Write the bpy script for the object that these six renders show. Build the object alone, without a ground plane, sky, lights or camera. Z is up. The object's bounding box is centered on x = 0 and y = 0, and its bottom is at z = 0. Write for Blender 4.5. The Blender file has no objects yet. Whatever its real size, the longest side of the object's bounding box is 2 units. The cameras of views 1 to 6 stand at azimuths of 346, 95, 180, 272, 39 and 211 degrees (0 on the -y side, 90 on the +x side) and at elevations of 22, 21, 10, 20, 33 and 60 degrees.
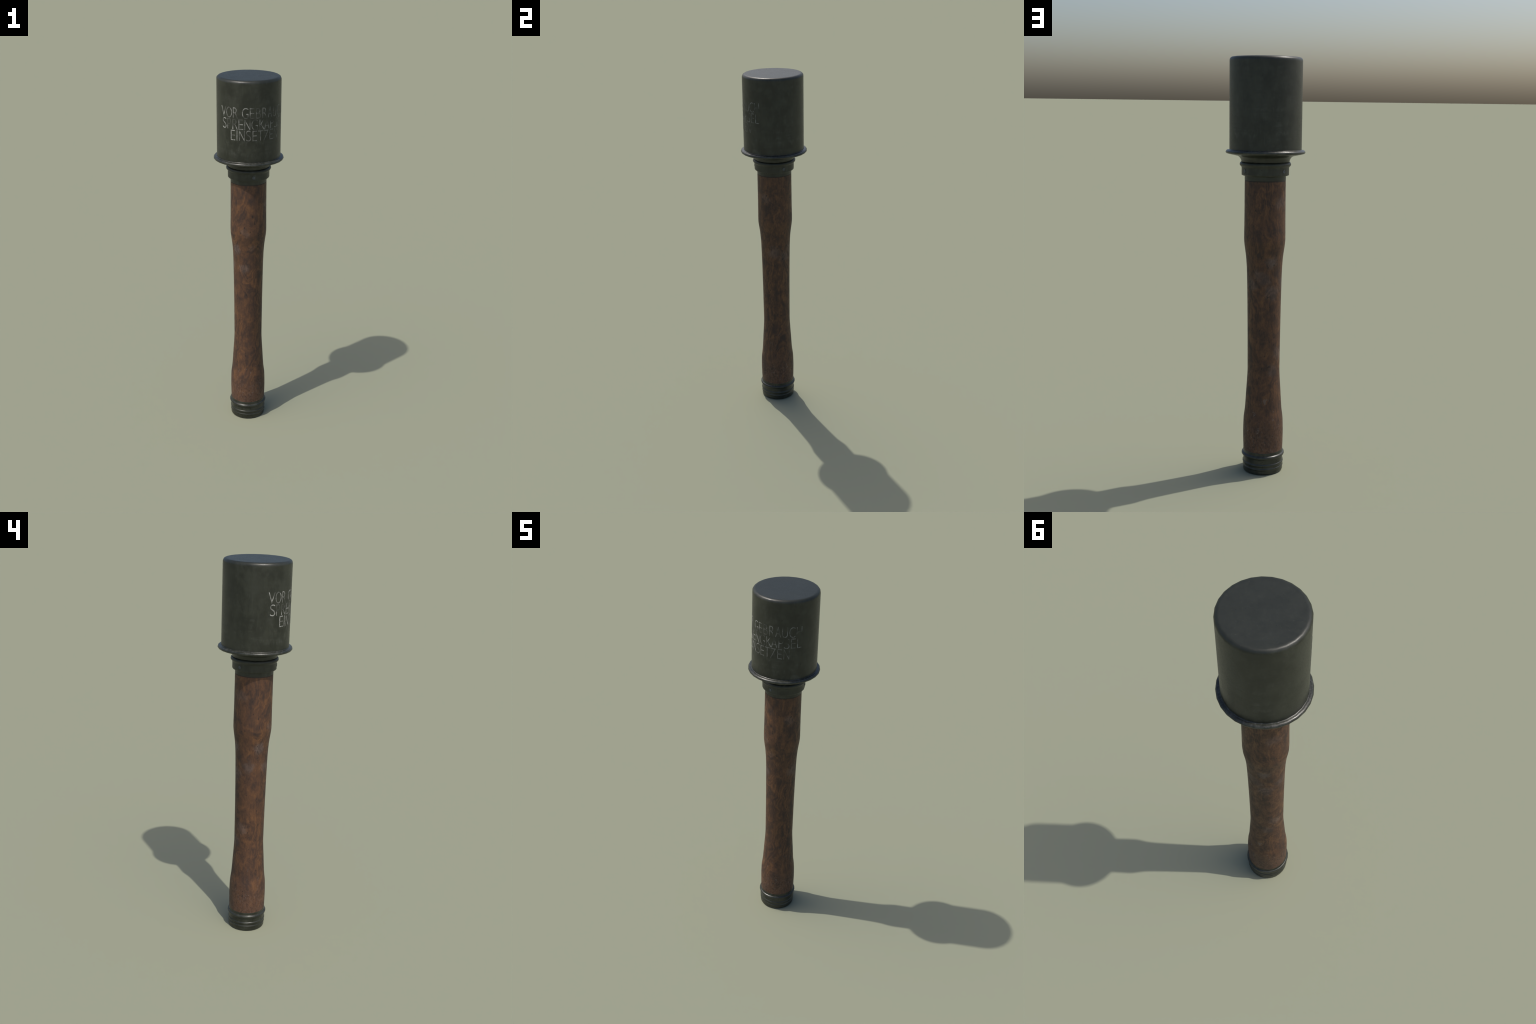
"""Stick hand grenade (inert museum piece): a painted sheet-metal canister with a
flanged base, a threaded collar with set screws, a turned wooden handle and a
ribbed metal screw cap.  Every part is a lathe profile swept round the z axis."""
import bpy, bmesh, math
from mathutils import Vector, Quaternion

SIDES = 28                       # the sheet-metal parts are lightly faceted
PHASE = math.radians(8.1)
STEP = 2 * math.pi / SIDES


# ----------------------------------------------------------------- geometry
def arc(cr, cz, rr, rz, a0, a1, n):
    """elliptical arc in the profile plane, angles in degrees (0 = outward, 90 = up)."""
    out = []
    for i in range(n + 1):
        t = math.radians(a0 + (a1 - a0) * i / n)
        out.append((cr + rr * math.cos(t), cz + rz * math.sin(t)))
    return out


def spline(points, n):
    """Catmull-Rom through (r, z) control points, n sub-steps each."""
    out = []
    m = len(points)
    for i in range(m - 1):
        p0 = points[max(i - 1, 0)]
        p1 = points[i]
        p2 = points[i + 1]
        p3 = points[min(i + 2, m - 1)]
        for k in range(n):
            t = k / n
            q = []
            for c in range(2):
                q.append(0.5 * (2 * p1[c] + (p2[c] - p0[c]) * t
                         + (2 * p0[c] - 5 * p1[c] + 4 * p2[c] - p3[c]) * t * t
                         + (3 * p1[c] - p0[c] - 3 * p2[c] + p3[c]) * t ** 3))
            out.append((q[0], q[1]))
    out.append(points[-1])
    return out


def lathe(name, profile, mat, parent, sides=SIDES, cap_top=False, cap_bottom=False):
    """sweep a profile given from top to bottom as (radius, height) round z."""
    bm = bmesh.new()
    rings = []
    for r, z in profile:
        rings.append([bm.verts.new((r * math.cos(PHASE + STEP * SIDES / sides * k),
                                    r * math.sin(PHASE + STEP * SIDES / sides * k), z))
                      for k in range(sides)])
    for a, b in zip(rings[:-1], rings[1:]):
        for k in range(sides):
            j = (k + 1) % sides
            bm.faces.new((a[k], b[k], b[j], a[j]))
    if cap_top:
        bm.faces.new(rings[0])
    if cap_bottom:
        bm.faces.new(list(reversed(rings[-1])))
    bmesh.ops.recalc_face_normals(bm, faces=bm.faces)
    for f in bm.faces:
        f.smooth = True
    me = bpy.data.meshes.new(name)
    bm.to_mesh(me)
    bm.free()
    me.materials.append(mat)
    ob = bpy.data.objects.new(name, me)
    bpy.context.scene.collection.objects.link(ob)
    ob.parent = parent
    return ob


def facet_radius(R, theta):
    """radius of the SIDES-gon of circumradius R in direction theta."""
    d = (theta - PHASE) % STEP - STEP / 2
    return R * math.cos(STEP / 2) / math.cos(d)


# ---------------------------------------------------------------- node tools
class Nodes:
    def __init__(self, name):
        self.mat = bpy.data.materials.new(name)
        self.mat.use_nodes = True
        self.t = self.mat.node_tree
        self.t.nodes.clear()
        self.out = self.n('ShaderNodeOutputMaterial')
        self.bsdf = self.n('ShaderNodeBsdfPrincipled')
        self.link(self.bsdf.outputs[0], self.out.inputs[0])
        self.pos = self.n('ShaderNodeTexCoord').outputs['Object']

    def n(self, kind):
        return self.t.nodes.new(kind)

    def link(self, a, b):
        self.t.links.new(a, b)

    def put(self, sock, v):
        if hasattr(v, 'is_linked') or isinstance(v, bpy.types.NodeSocket):
            self.link(v, sock)
        else:
            sock.default_value = v

    def math(self, op, a, b=0.0, clamp=False):
        m = self.n('ShaderNodeMath')
        m.operation = op
        m.use_clamp = clamp
        self.put(m.inputs[0], a)
        self.put(m.inputs[1], b)
        return m.outputs[0]

    def mapping(self, vec, scale=(1, 1, 1), loc=(0, 0, 0), rot=(0, 0, 0)):
        m = self.n('ShaderNodeMapping')
        self.link(vec, m.inputs['Vector'])
        m.inputs['Scale'].default_value = scale
        m.inputs['Location'].default_value = loc
        m.inputs['Rotation'].default_value = rot
        return m.outputs[0]

    def noise(self, vec, scale, detail=3.0, rough=0.5, distort=0.0, color=False):
        m = self.n('ShaderNodeTexNoise')
        self.link(vec, m.inputs['Vector'])
        m.inputs['Scale'].default_value = scale
        m.inputs['Detail'].default_value = detail
        m.inputs['Roughness'].default_value = rough
        m.inputs['Distortion'].default_value = distort
        return m.outputs['Color' if color else 'Fac']

    def vmath(self, op, a, b):
        m = self.n('ShaderNodeVectorMath')
        m.operation = op
        self.put(m.inputs[0], a)
        self.put(m.inputs[1], b)
        return m.outputs['Value'] if op in ('DISTANCE', 'LENGTH') else m.outputs['Vector']

    def scale(self, a, s):
        m = self.n('ShaderNodeVectorMath')
        m.operation = 'SCALE'
        self.link(a, m.inputs[0])
        m.inputs['Scale'].default_value = s
        return m.outputs['Vector']

    def rng(self, v, a, b, c=0.0, d=1.0, smooth=True):
        m = self.n('ShaderNodeMapRange')
        m.interpolation_type = 'SMOOTHSTEP' if smooth else 'LINEAR'
        self.put(m.inputs[0], v)
        for i, x in enumerate((a, b, c, d)):
            self.put(m.inputs[i + 1], x)
        return m.outputs[0]

    def mix(self, fac, a, b, mode='MIX'):
        m = self.n('ShaderNodeMix')
        m.data_type = 'RGBA'
        m.blend_type = mode
        self.put(m.inputs[0], fac)
        self.put(m.inputs[6], (*a, 1) if isinstance(a, tuple) else a)
        self.put(m.inputs[7], (*b, 1) if isinstance(b, tuple) else b)
        return m.outputs[2]

    def xyz(self):
        m = self.n('ShaderNodeSeparateXYZ')
        self.link(self.pos, m.inputs[0])
        return m.outputs

    def bump(self, h, strength, dist=0.002):
        m = self.n('ShaderNodeBump')
        m.inputs['Strength'].default_value = strength
        m.inputs['Distance'].default_value = dist
        self.link(h, m.inputs['Height'])
        self.link(m.outputs[0], self.bsdf.inputs['Normal'])

    def spot(self, ang, z, r, radius, soft=0.35):
        """soft round mask round a point of the surface given by angle and height."""
        a = math.radians(ang)
        d = self.vmath('DISTANCE', self.warped if hasattr(self, 'warped') else self.pos,
                       (r * math.cos(a), r * math.sin(a), z))
        return self.rng(d, radius * soft, radius, 1.0, 0.0)

    def warp(self, scale, amount):
        nz = self.noise(self.pos, scale, 3.0, 0.6, color=True)
        off = self.scale(self.vmath('SUBTRACT', nz, (0.5, 0.5, 0.5)), amount)
        self.warped = self.vmath('ADD', self.pos, off)
        return self.warped


# ----------------------------------------------------------------- materials
def paint_color(N):
    """old grey-green service paint: soft mottling, vertical smears, hoop rubs, specks."""
    cloud = N.noise(N.pos, 14.0, 5.0, 0.62)
    smear = N.noise(N.mapping(N.pos, (1, 1, 0.42)), 28.0, 5.0, 0.68)
    hoop = N.noise(N.mapping(N.pos, (0.30, 0.30, 2.2)), 17.0, 4.0, 0.6, 0.4)
    speck = N.noise(N.pos, 170.0, 2.0, 0.7)
    scratch = N.noise(N.mapping(N.pos, (7.0, 7.0, 0.55), (0, 0, 0), (0.35, 0.25, 0.0)), 22.0, 1.0, 0.4)
    z = N.xyz()[2]
    lid = N.rng(z, 1.990, 1.999)
    tone = N.rng(N.math('ADD', cloud, N.math('MULTIPLY', smear, 0.45)), 0.55, 0.90)
    even = N.rng(N.noise(N.pos, 55.0, 4.0, 0.7), 0.3, 0.7, 0.15, 0.55)
    tone = N.math('ADD', N.math('MULTIPLY', tone, N.math('SUBTRACT', 1.0, N.math('MULTIPLY', lid, 0.7))),
                  N.math('MULTIPLY', even, N.math('MULTIPLY', lid, 0.6)))
    col = N.mix(tone, PAINT_DARK, PAINT_LIGHT)
    worn = N.math('MULTIPLY', N.rng(smear, 0.44, 0.72), N.rng(hoop, 0.38, 0.68))
    low = N.rng(z, 1.88, 1.62, 0.35, 1.0)
    worn = N.math('MULTIPLY', N.math('MULTIPLY', worn, low), N.math('SUBTRACT', 1.0, N.math('MULTIPLY', lid, 0.8)))
    col = N.mix(N.math('MULTIPLY', worn, 0.95), col, PAINT_WORN)
    col = N.mix(N.rng(speck, 0.58, 0.80, 0.0, 0.30), col, PAINT_WORN)
    col = N.mix(N.rng(scratch, 0.66, 0.80, 0.0, 0.22), col, PAINT_WORN)
    pit = N.noise(N.pos, 95.0, 1.0, 0.5)
    col = N.mix(N.rng(pit, 0.74, 0.80, 0.0, 0.75), col, (0.008, 0.009, 0.007))
    return col, cloud, smear, hoop, speck, worn


PAINT_DARK = (0.0140, 0.0157, 0.0106)
PAINT_LIGHT = (0.0262, 0.0287, 0.0205)
PAINT_WORN = (0.053, 0.056, 0.046)


def metal_material(name, rough=0.40, pale_edge=0.0, spec=0.5, bump=0.10):
    N = Nodes(name)
    col, cloud, smear, hoop, speck, worn = paint_color(N)
    if pale_edge:
        geo = N.n('ShaderNodeNewGeometry')
        edge = N.rng(geo.outputs['Pointiness'], 0.51, 0.60)
        upper = N.n('ShaderNodeSeparateXYZ')          # pale flecks on the upward side of the rim
        N.link(geo.outputs['Normal'], upper.inputs[0])
        edge = N.math('MAXIMUM', edge, N.math('MULTIPLY', N.rng(upper.outputs[2], 0.35, 0.9), 0.8))
        fleck = N.rng(N.noise(N.pos, 85.0, 4.0, 0.75), 0.46, 0.66)
        pale_mix = N.math('MULTIPLY', N.math('MULTIPLY', edge, fleck), pale_edge)
        col = N.mix(pale_mix, col, (0.09, 0.088, 0.082))
    N.link(col, N.bsdf.inputs['Base Color'])
    r = N.math('ADD', N.rng(smear, 0.3, 0.7, rough - 0.02, rough + 0.03),
               N.rng(speck, 0.35, 0.7, -0.03, 0.05))
    N.link(r, N.bsdf.inputs['Roughness'])
    N.bsdf.inputs['Specular IOR Level'].default_value = spec
    N.bump(N.noise(N.pos, 110.0, 4.0, 0.6), bump, 0.001)
    return N.mat


def letter_material():
    """stencilled off-white paint, rubbed away in places, faded towards the right."""
    N = Nodes('stencil_paint')
    body = paint_color(N)[0]
    x, y, z = N.xyz()[0], N.xyz()[1], N.xyz()[2]
    N.warp(40.0, 0.012)
    ang = N.math('ARCTAN2', y, x)
    fade = N.rng(ang, math.radians(-158), math.radians(-60), 0.92, 0.44, smooth=False)
    grain = N.rng(N.noise(N.pos, 75.0, 4.0, 0.65), 0.30, 0.58, 0.30, 1.0)
    patchy = N.rng(N.noise(N.pos, 42.0, 2.0, 0.5), 0.36, 0.58, 0.45, 1.0)
    keep = N.math('MULTIPLY', N.math('MULTIPLY', fade, patchy), grain)
    last = N.math('MULTIPLY', N.rng(z, 1.750, 1.745), N.rng(ang, math.radians(-130), math.radians(-95), 0.0, 0.32))
    keep = N.math('MULTIPLY', keep, N.math('SUBTRACT', 1.0, last))
    # (angle, height, radius, strength) of the rubbed places
    rubbed = [
        (-148, 1.856, 0.026, 0.55), (-140, 1.862, 0.012, 0.5), (-139, 1.809, 0.016, 0.4),
        (-126, 1.811, 0.020, 0.65), (-109, 1.810, 0.020, 0.65), (-97, 1.812, 0.024, 0.7),
        (-95, 1.850, 0.020, 0.45), (-88, 1.858, 0.022, 0.75), (-87, 1.822, 0.024, 0.6),
        (-75, 1.815, 0.018, 0.65), (-64, 1.842, 0.026, 0.45), (-52, 1.858, 0.022, 0.6),
        (-34, 1.845, 0.014, 0.5), (-26, 1.818, 0.026, 0.9), (-24, 1.840, 0.012, 0.5),
        (-140, 1.788, 0.024, 0.7), (-130, 1.790, 0.022, 0.65), (-131, 1.770, 0.011, 0.45),
        (-116, 1.801, 0.018, 0.7), (-103, 1.800, 0.018, 0.6), (-92, 1.795, 0.018, 0.75),
        (-91, 1.758, 0.017, 0.75), (-84, 1.758, 0.011, 0.8), (-73, 1.795, 0.020, 0.75),
        (-58, 1.797, 0.018, 0.95), (-50, 1.795, 0.020, 0.9), (-51, 1.775, 0.018, 0.75),
        (-38, 1.770, 0.020, 0.35),
        (-130, 1.722, 0.012, 0.45), (-104, 1.722, 0.018, 0.65), (-93, 1.735, 0.008, 0.4),
        (-70, 1.693, 0.020, 0.95), (-60, 1.738, 0.010, 0.5), (-48, 1.725, 0.018, 0.5),
    ]
    for a, h, rad, s in rubbed:
        m = N.spot(a, h, 0.170, rad * 1.1, 0.45)
        keep = N.math('MULTIPLY', keep, N.math('SUBTRACT', 1.0, N.math('MULTIPLY', m, min(1.0, s * 1.12))))
    col = N.mix(keep, body, (0.36, 0.36, 0.34))
    N.link(col, N.bsdf.inputs['Base Color'])
    N.bsdf.inputs['Roughness'].default_value = 0.5
    N.bump(N.noise(N.pos, 110.0, 4.0, 0.6), 0.10, 0.001)
    return N.mat


WOOD_DARK = (0.0425, 0.0252, 0.0195)
WOOD_MID = (0.083, 0.0405, 0.0228)
WOOD_LIGHT = (0.146, 0.0690, 0.0305)


def wood_material():
    """dark stained hardwood: fine ochre fibres and figure over purplish brown."""
    N = Nodes('stained_wood')
    z = N.xyz()[2]
    N.warp(7.0, 0.10)
    # figure: contour lines of a stretched smooth field give swirls and cathedrals
    field = N.noise(N.mapping(N.warped, (1, 1, 0.30)), 4.5, 2.0, 0.45)
    lines = N.math('SINE', N.math('MULTIPLY', field, 190.0))
    broad = N.math('SINE', N.math('MULTIPLY', field, 62.0))
    where = N.rng(N.noise(N.mapping(N.pos, (1, 1, 0.6), (7.0, 0.0, 1.0)), 9.0, 2.0), 0.38, 0.62, 0.25, 1.0)
    N.warp(30.0, 0.022)
    fibre = N.noise(N.mapping(N.warped, (1, 1, 0.11)), 135.0, 5.0, 0.75)
    tuft = N.noise(N.mapping(N.warped, (1, 1, 0.28)), 62.0, 4.0, 0.7)
    blotch = N.noise(N.mapping(N.pos, (1, 1, 0.75), (3.1, 1.7, 0.4)), 22.0, 5.0, 0.68, 0.5)
    fine = N.noise(N.mapping(N.pos, (1, 1, 0.5)), 190.0, 3.0, 0.75)
    v = N.math('MULTIPLY', blotch, 1.15)
    v = N.math('ADD', v, N.math('MULTIPLY', N.math('MULTIPLY', lines, where), 0.105))
    v = N.math('ADD', v, N.math('MULTIPLY', N.math('MULTIPLY', broad, where), 0.07))
    v = N.math('ADD', v, N.math('MULTIPLY', fibre, 0.60))
    v = N.math('ADD', v, N.math('MULTIPLY', tuft, 0.50))
    v = N.math('ADD', v, N.math('MULTIPLY', fine, 0.40))
    ramp = N.n('ShaderNodeValToRGB')
    N.link(N.rng(v, 0.955, 1.73, smooth=False), ramp.inputs[0])
    e = ramp.color_ramp.elements
    e[0].position, e[0].color = 0.18, (*WOOD_DARK, 1)
    e[1].position, e[1].color = 0.92, (*WOOD_LIGHT, 1)
    m = e.new(0.52)
    m.color = (*WOOD_MID, 1)
    col = ramp.outputs[0]
    # paler, redder wood near the foot
    foot = N.rng(z, 0.36, 0.10)
    col = N.mix(N.math('MULTIPLY', foot, 0.45), col, (0.118, 0.0600, 0.0400))
    # dull greyish handling marks
    N.warp(30.0, 0.065)
    dull = None
    for a, h, rad, s in [(-152, 1.055, 0.042, 1.0), (116, 1.052, 0.044, 1.0),
                         (-118, 0.945, 0.042, 0.8), (172, 0.950, 0.042, 0.9),
                         (92, 0.965, 0.045, 0.6), (70, 0.99, 0.035, 0.6),
                         (0, 0.97, 0.05, 0.6), (45, 0.94, 0.045, 0.6),
                         (120, 0.90, 0.05, 0.7), (150, 0.60, 0.045, 0.6),
                         (125, 0.52, 0.045, 0.6), (-30, 1.30, 0.04, 0.5),
                         (140, 1.33, 0.045, 0.5), (-110, 1.16, 0.03, 0.5), (-90, 1.07, 0.03, 0.4)]:
        sp = N.math('MULTIPLY', N.spot(a, h, 0.088, rad, 0.30), s)
        dull = sp if dull is None else N.math('MAXIMUM', dull, sp)
    hazed = N.math('MULTIPLY', dull, N.rng(v, 1.1, 1.7, 0.35, 1.0))
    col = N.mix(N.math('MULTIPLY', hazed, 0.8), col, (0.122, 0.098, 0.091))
    # small pale scratches and chalky specks, mostly low down
    scr = N.noise(N.mapping(N.warped, (1, 1, 0.25)), 80.0, 1.0, 0.5)
    low = N.rng(z, 0.55, 0.22)
    col = N.mix(N.math('MULTIPLY', N.rng(scr, 0.66, 0.76), N.math('MULTIPLY', low, 0.7)),
                col, (0.16, 0.135, 0.125))
    grit = N.noise(N.mapping(N.pos, (1, 1, 0.7)), 110.0, 3.0, 0.7)
    near = N.rng(z, 0.30, 0.18)
    col = N.mix(N.math('MULTIPLY', N.rng(grit, 0.53, 0.66), N.math('MULTIPLY', near, 0.45)), col, (0.135, 0.100, 0.085))
    col = N.mix(N.math('MULTIPLY', N.rng(grit, 0.47, 0.36), N.math('MULTIPLY', near, 0.6)), col, (0.024, 0.016, 0.014))
    # dark pits and a dark line beneath the collar
    pit = N.noise(N.mapping(N.pos, (1, 1, 0.6)), 75.0, 1.0, 0.5)
    col = N.mix(N.rng(pit, 0.68, 0.78, 0.0, 0.8), col, (0.016, 0.012, 0.011))
    col = N.mix(N.rng(z, 1.4265, 1.4290, 0.0, 0.85), col, (0.016, 0.012, 0.010))
    N.link(col, N.bsdf.inputs['Base Color'])
    N.link(N.rng(v, 1.1, 1.7, 0.62, 0.50), N.bsdf.inputs['Roughness'])
    N.bsdf.inputs['Specular IOR Level'].default_value = 0.38
    N.bump(N.math('ADD', fibre, N.math('MULTIPLY', lines, 0.06)), 0.22, 0.0015)
    return N.mat


def screw_material():
    N = Nodes('screw_steel')
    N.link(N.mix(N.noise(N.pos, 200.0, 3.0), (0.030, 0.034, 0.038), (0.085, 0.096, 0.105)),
           N.bsdf.inputs['Base Color'])
    N.bsdf.inputs['Roughness'].default_value = 0.45
    return N.mat


# --------------------------------------------------------------------- build
root = bpy.data.objects.new('stick_grenade', None)
bpy.context.scene.collection.objects.link(root)
root['label'] = 'old stick hand grenade with grey-green canister and wooden handle'
root['category'] = 'grenade'

canister_paint = metal_material('canister_paint', 0.40)
flange_paint = metal_material('flange_paint', 0.33, pale_edge=0.8, bump=0.3)
collar_paint = metal_material('collar_paint', 0.42)
cap_paint = metal_material('cap_paint', 0.31, pale_edge=0.15)
wood = wood_material()

# canister: flat lid, rounded shoulder, straight wall
HEAD_R = 0.1703
b = 0.0165
profile = [(0.004, 2.0), (0.06, 2.0), (0.12, 2.0), (HEAD_R - b - 0.006, 2.0)]
profile += arc(HEAD_R - b, 2.0 - b, b, b, 90, 0, 7)
profile += [(HEAD_R, 1.978), (HEAD_R, 1.92), (HEAD_R, 1.86), (HEAD_R, 1.75), (HEAD_R, 1.64),
            (HEAD_R, 1.60), (HEAD_R, 1.582), (HEAD_R, 1.575), (HEAD_R - 0.001, 1.568)]
canister = lathe('canister', profile, canister_paint, root, cap_top=True)

# flange: small fillet against the wall, rolled rim, cone underneath, throat
profile = [(0.1694, 1.5775), (0.1706, 1.5758), (0.1720, 1.5745), (0.1740, 1.5740)]
profile += arc(0.1755, 1.5645, 0.0121, 0.0094, 86, 0, 8)
profile += arc(0.1800, 1.5645, 0.0076, 0.0078, -12, -72, 5)
profile += [(0.1750, 1.5552), (0.1650, 1.5530), (0.1465, 1.5491), (0.1360, 1.5466)]
profile += [(0.1300, 1.5447), (0.1252, 1.5418), (0.1213, 1.5376), (0.1180, 1.5330),
            (0.1158, 1.5283), (0.1147, 1.5235), (0.1143, 1.5200), (0.1140, 1.5186),
            (0.1120, 1.5178)]
flange = lathe('flange', profile, flange_paint, root)

# collar: bead, straight band with screws, stepped ferrule on the wood
profile = [(0.1110, 1.5172), (0.1140, 1.5174), (0.1162, 1.5172)]
profile += arc(0.1130, 1.5072, 0.0083, 0.0098, 62, -58, 8)
profile += [(0.1149, 1.4962), (0.1134, 1.4943), (0.1126, 1.4925), (0.1124, 1.490), (0.1124, 1.475),
            (0.1124, 1.463), (0.1123, 1.4595), (0.1116, 1.4570), (0.1098, 1.4553),
            (0.1060, 1.4540), (0.1000, 1.4527), (0.0981, 1.4520), (0.0977, 1.4505), (0.0977, 1.444),
            (0.0977, 1.4335), (0.0975, 1.4322), (0.0964, 1.4316)]
collar = lathe('collar', profile, collar_paint, root)

# handle
control = [(0.0955, 1.4318), (0.0972, 1.4306), (0.0974, 1.4200), (0.0975, 1.3600), (0.0977, 1.3000), (0.0980, 1.2400),
           (0.0986, 1.1950), (0.0989, 1.1620), (0.0983, 1.1400), (0.0953, 1.1140),
           (0.0896, 1.0730), (0.0863, 1.0340), (0.0845, 1.0000), (0.0829, 0.9400),
           (0.0814, 0.8600), (0.0801, 0.7640), (0.0792, 0.6800), (0.0788, 0.6200), (0.0784, 0.5500),
           (0.0783, 0.5080), (0.0809, 0.4560), (0.0847, 0.3985), (0.0877, 0.3490),
           (0.0905, 0.3110), (0.0948, 0.2780), (0.0966, 0.2610), (0.0979, 0.2260), (0.0984, 0.1900),
           (0.0975, 0.1400), (0.0966, 0.1130), (0.0962, 0.1040), (0.0955, 0.0950)]
handle = lathe('handle', spline(control, 4), wood, root)

# screw cap with a bead and two ribs
profile = [(0.0963, 0.1087), (0.0969, 0.1074), (0.0971, 0.1050), (0.0971, 0.1000),
           (0.0971, 0.0955), (0.0975, 0.0934)]
profile += arc(0.0970, 0.0845, 0.0082, 0.0086, 70, -70, 10)
profile += [(0.0975, 0.0755), (0.0970, 0.0735), (0.0969, 0.0700), (0.0969, 0.0600), (0.0970, 0.0540),
            (0.0973, 0.0515)]
profile += arc(0.0970, 0.0450, 0.0035, 0.0058, 72, -72, 8)
profile += [(0.0972, 0.0384), (0.0970, 0.0368), (0.0970, 0.0325), (0.0972, 0.0308)]
profile += arc(0.0970, 0.0250, 0.0025, 0.0052, 72, -72, 8)
profile += [(0.0972, 0.0190), (0.0972, 0.0165), (0.0973, 0.0110)]
profile += arc(0.0974 - 0.005, 0.005, 0.005, 0.005, 0, -90, 5)
profile += [(0.085, 0.0), (0.05, 0.0), (0.004, 0.0)]
end_cap = lathe('end_cap', profile, cap_paint, root, cap_bottom=True)

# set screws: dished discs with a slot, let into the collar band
steel = screw_material()


def screw_mesh():
    bm = bmesh.new()
    prof = [(0.0000, -0.0004), (0.0028, -0.0002), (0.0052, 0.0004), (0.0070, 0.0011),
            (0.0078, 0.0013), (0.0084, 0.0009), (0.0086, 0.0000), (0.0086, -0.0030)]
    n = 20
    centre = bm.verts.new((0, 0, prof[0][1]))
    prev = None
    for r, h in prof[1:]:
        ring = [bm.verts.new((r * math.cos(2 * math.pi * k / n), r * math.sin(2 * math.pi * k / n), h))
                for k in range(n)]
        for k in range(n):
            j = (k + 1) % n
            if prev is None:
                bm.faces.new((centre, ring[k], ring[j]))
            else:
                bm.faces.new((prev[k], ring[k], ring[j], prev[j]))
        prev = ring
    bmesh.ops.recalc_face_normals(bm, faces=bm.faces)
    for f in bm.faces:
        f.smooth = True
    me = bpy.data.meshes.new('screw')
    bm.to_mesh(me)
    bm.free()
    me.materials.append(steel)
    return me


smesh = screw_mesh()
for deg, roll in ((-89.0, 50), (32.7, 80), (141.8, -40)):
    a = math.radians(deg)
    ob = bpy.data.objects.new('screw', smesh)
    bpy.context.scene.collection.objects.link(ob)
    n = Vector((math.cos(a), math.sin(a), 0))
    q = n.to_track_quat('Z', 'Y')
    ob.rotation_mode = 'QUATERNION'
    ob.rotation_quaternion = q @ Quaternion((0, 0, 1), math.radians(roll))
    ob.location = n * (facet_radius(0.1124, a) + 0.0006) + Vector((0, 0, 1.4772))
    ob.parent = collar

# stencilled lettering wrapped on the canister: each glyph spans a measured arc
lines = [
    (1.8092, 1.8632, [('V', -158.2, -146.4), ('O', -145.6, -133.9), ('R', -131.6, -122.8),
                      ('G', -115.0, -103.9), ('E', -101.5, -93.8), ('B', -90.7, -82.1),
                      ('R', -79.0, -70.2), ('A', -68.2, -58.6), ('U', -56.5, -47.3),
                      ('C', -44.8, -34.6), ('H', -32.3, -22.4)]),
    (1.7504, 1.8040, [('S', -154.9, -145.6), ('P', -143.4, -135.5), ('R', -132.6, -122.9),
                      ('E', -121.2, -112.9), ('N', -110.6, -100.6), ('G', -98.6, -87.4),
                      ('K', -84.4, -74.6), ('A', -75.2, -64.6), ('P', -62.3, -54.4),
                      ('S', -53.2, -43.9), ('E', -41.5, -33.3), ('L', -30.8, -22.8)]),
    (1.6926, 1.7464, [('E', -136.1, -127.5), ('I', -124.8, -123.3), ('N', -120.1, -110.4),
                      ('S', -107.8, -99.2), ('E', -96.7, -88.7), ('T', -87.1, -77.4),
                      ('Z', -76.4, -66.3), ('E', -64.1, -55.8), ('N', -53.2, -43.6)]),
]
stencil = letter_material()
letter_offset = 0.0005


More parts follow.
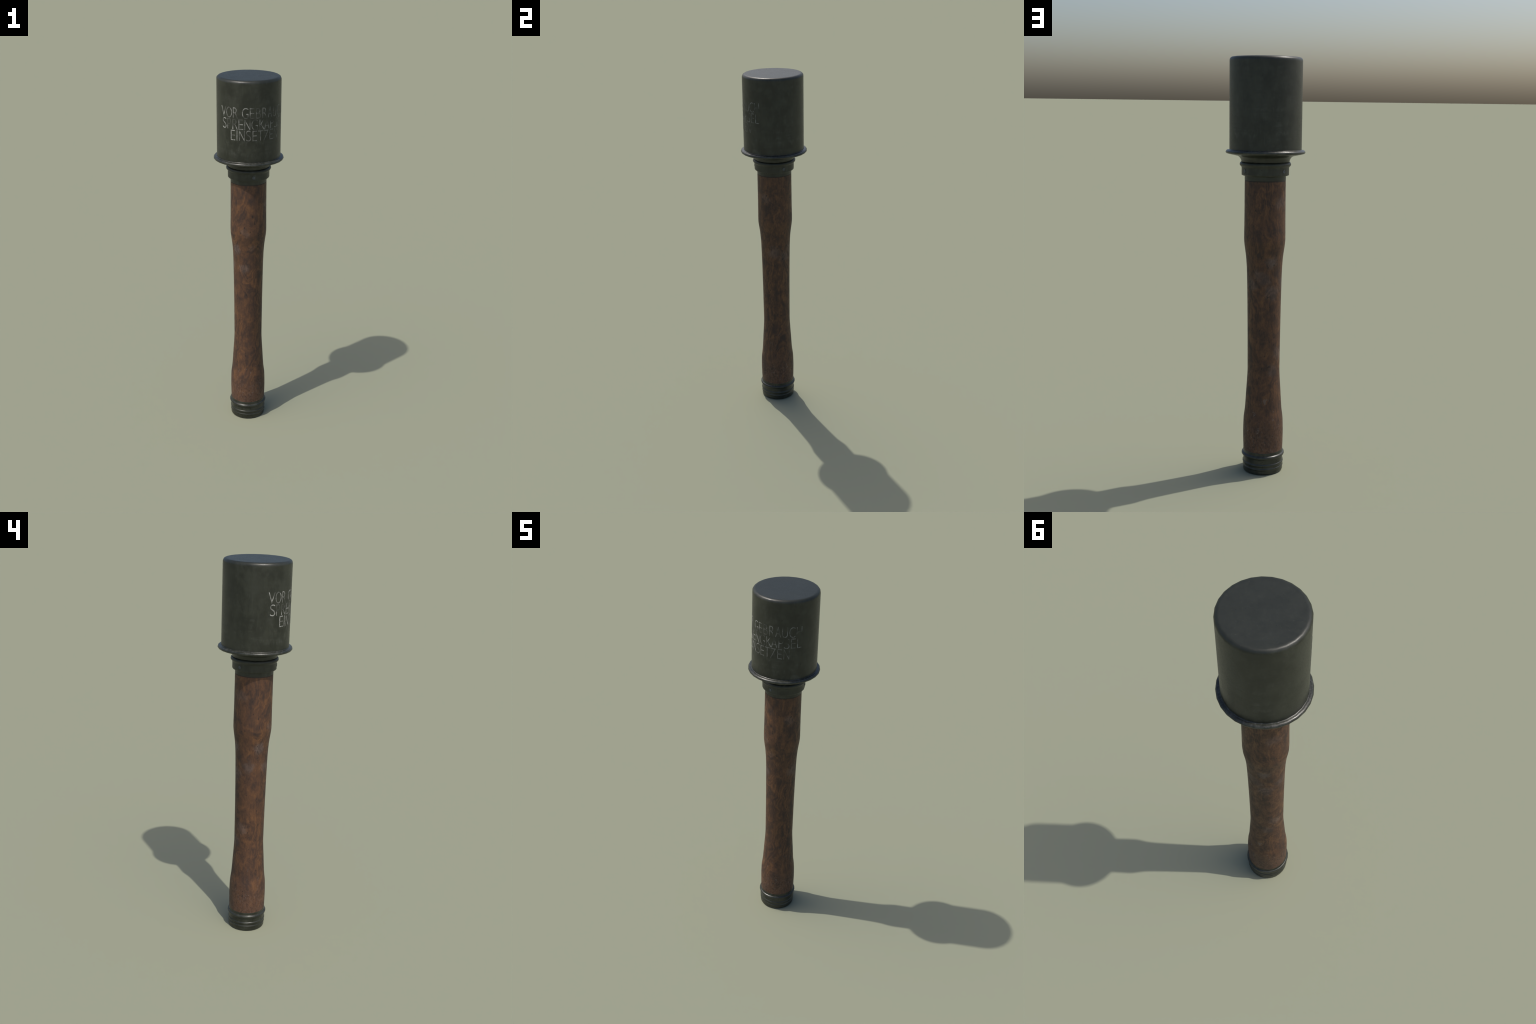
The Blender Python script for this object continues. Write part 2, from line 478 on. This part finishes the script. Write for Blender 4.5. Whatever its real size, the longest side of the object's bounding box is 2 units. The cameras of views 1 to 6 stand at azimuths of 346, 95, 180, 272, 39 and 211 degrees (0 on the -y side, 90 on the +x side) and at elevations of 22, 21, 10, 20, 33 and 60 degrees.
def glyph(ch):
    """flat mesh of one capital from the built-in font, thinned a little."""
    cu = bpy.data.curves.new('glyph', 'FONT')
    cu.body = ch
    cu.size = 1.0
    cu.offset = -0.016
    cu.resolution_u = 6
    ob = bpy.data.objects.new('glyph', cu)
    bpy.context.scene.collection.objects.link(ob)
    dg = bpy.context.evaluated_depsgraph_get()
    me = bpy.data.meshes.new_from_object(ob.evaluated_get(dg))
    bpy.data.objects.remove(ob)
    bpy.data.curves.remove(cu)
    return me


for z0, z1, row in lines:
    for ch, a0, a1 in row:
        me = glyph(ch)
        bm = bmesh.new()
        bm.from_mesh(me)
        bpy.data.meshes.remove(me)
        xs = [v.co.x for v in bm.verts]
        ys = [v.co.y for v in bm.verts]
        over = 0.0009 if ch in 'OGCSU' else 0.0      # round letters overshoot a little
        lo, hi = z0 - over, z1 + (0.0 if ch == 'U' else over)
        for v in bm.verts:                            # flat: x = angle, y = height
            v.co = Vector((math.radians(a0 + (a1 - a0) * (v.co.x - min(xs)) / (max(xs) - min(xs))),
                           lo + (hi - lo) * (v.co.y - min(ys)) / (max(ys) - min(ys)), 0))
        # cut at the facet borders, so the paint lies flat on every facet
        k0 = math.floor((math.radians(a0) - PHASE) / STEP)
        k1 = math.ceil((math.radians(a1) - PHASE) / STEP)
        for k in range(2 * k0, 2 * k1 + 1):
            geom = list(bm.verts) + list(bm.edges) + list(bm.faces)
            bmesh.ops.bisect_plane(bm, geom=geom, plane_co=(PHASE + k * STEP / 2, 0, 0),
                                   plane_no=(1, 0, 0), dist=1e-6)
        # give it the thickness of a coat of paint
        ret = bmesh.ops.extrude_face_region(bm, geom=list(bm.faces))
        top = {v for v in ret['geom'] if isinstance(v, bmesh.types.BMVert)}
        for v in bm.verts:
            th, h = v.co.x, v.co.y
            r = facet_radius(HEAD_R, th) + (letter_offset if v in top else -0.0004)
            v.co = Vector((r * math.cos(th), r * math.sin(th), h))
        bmesh.ops.recalc_face_normals(bm, faces=bm.faces)
        for f in bm.faces:
            f.smooth = True
        me = bpy.data.meshes.new('letter')
        bm.to_mesh(me)
        bm.free()
        me.normals_split_custom_set_from_vertices(
            [Vector((v.co.x, v.co.y, 0)).normalized() for v in me.vertices])
        me.materials.append(stencil)
        ob = bpy.data.objects.new('letter', me)
        bpy.context.scene.collection.objects.link(ob)
        ob.parent = canister
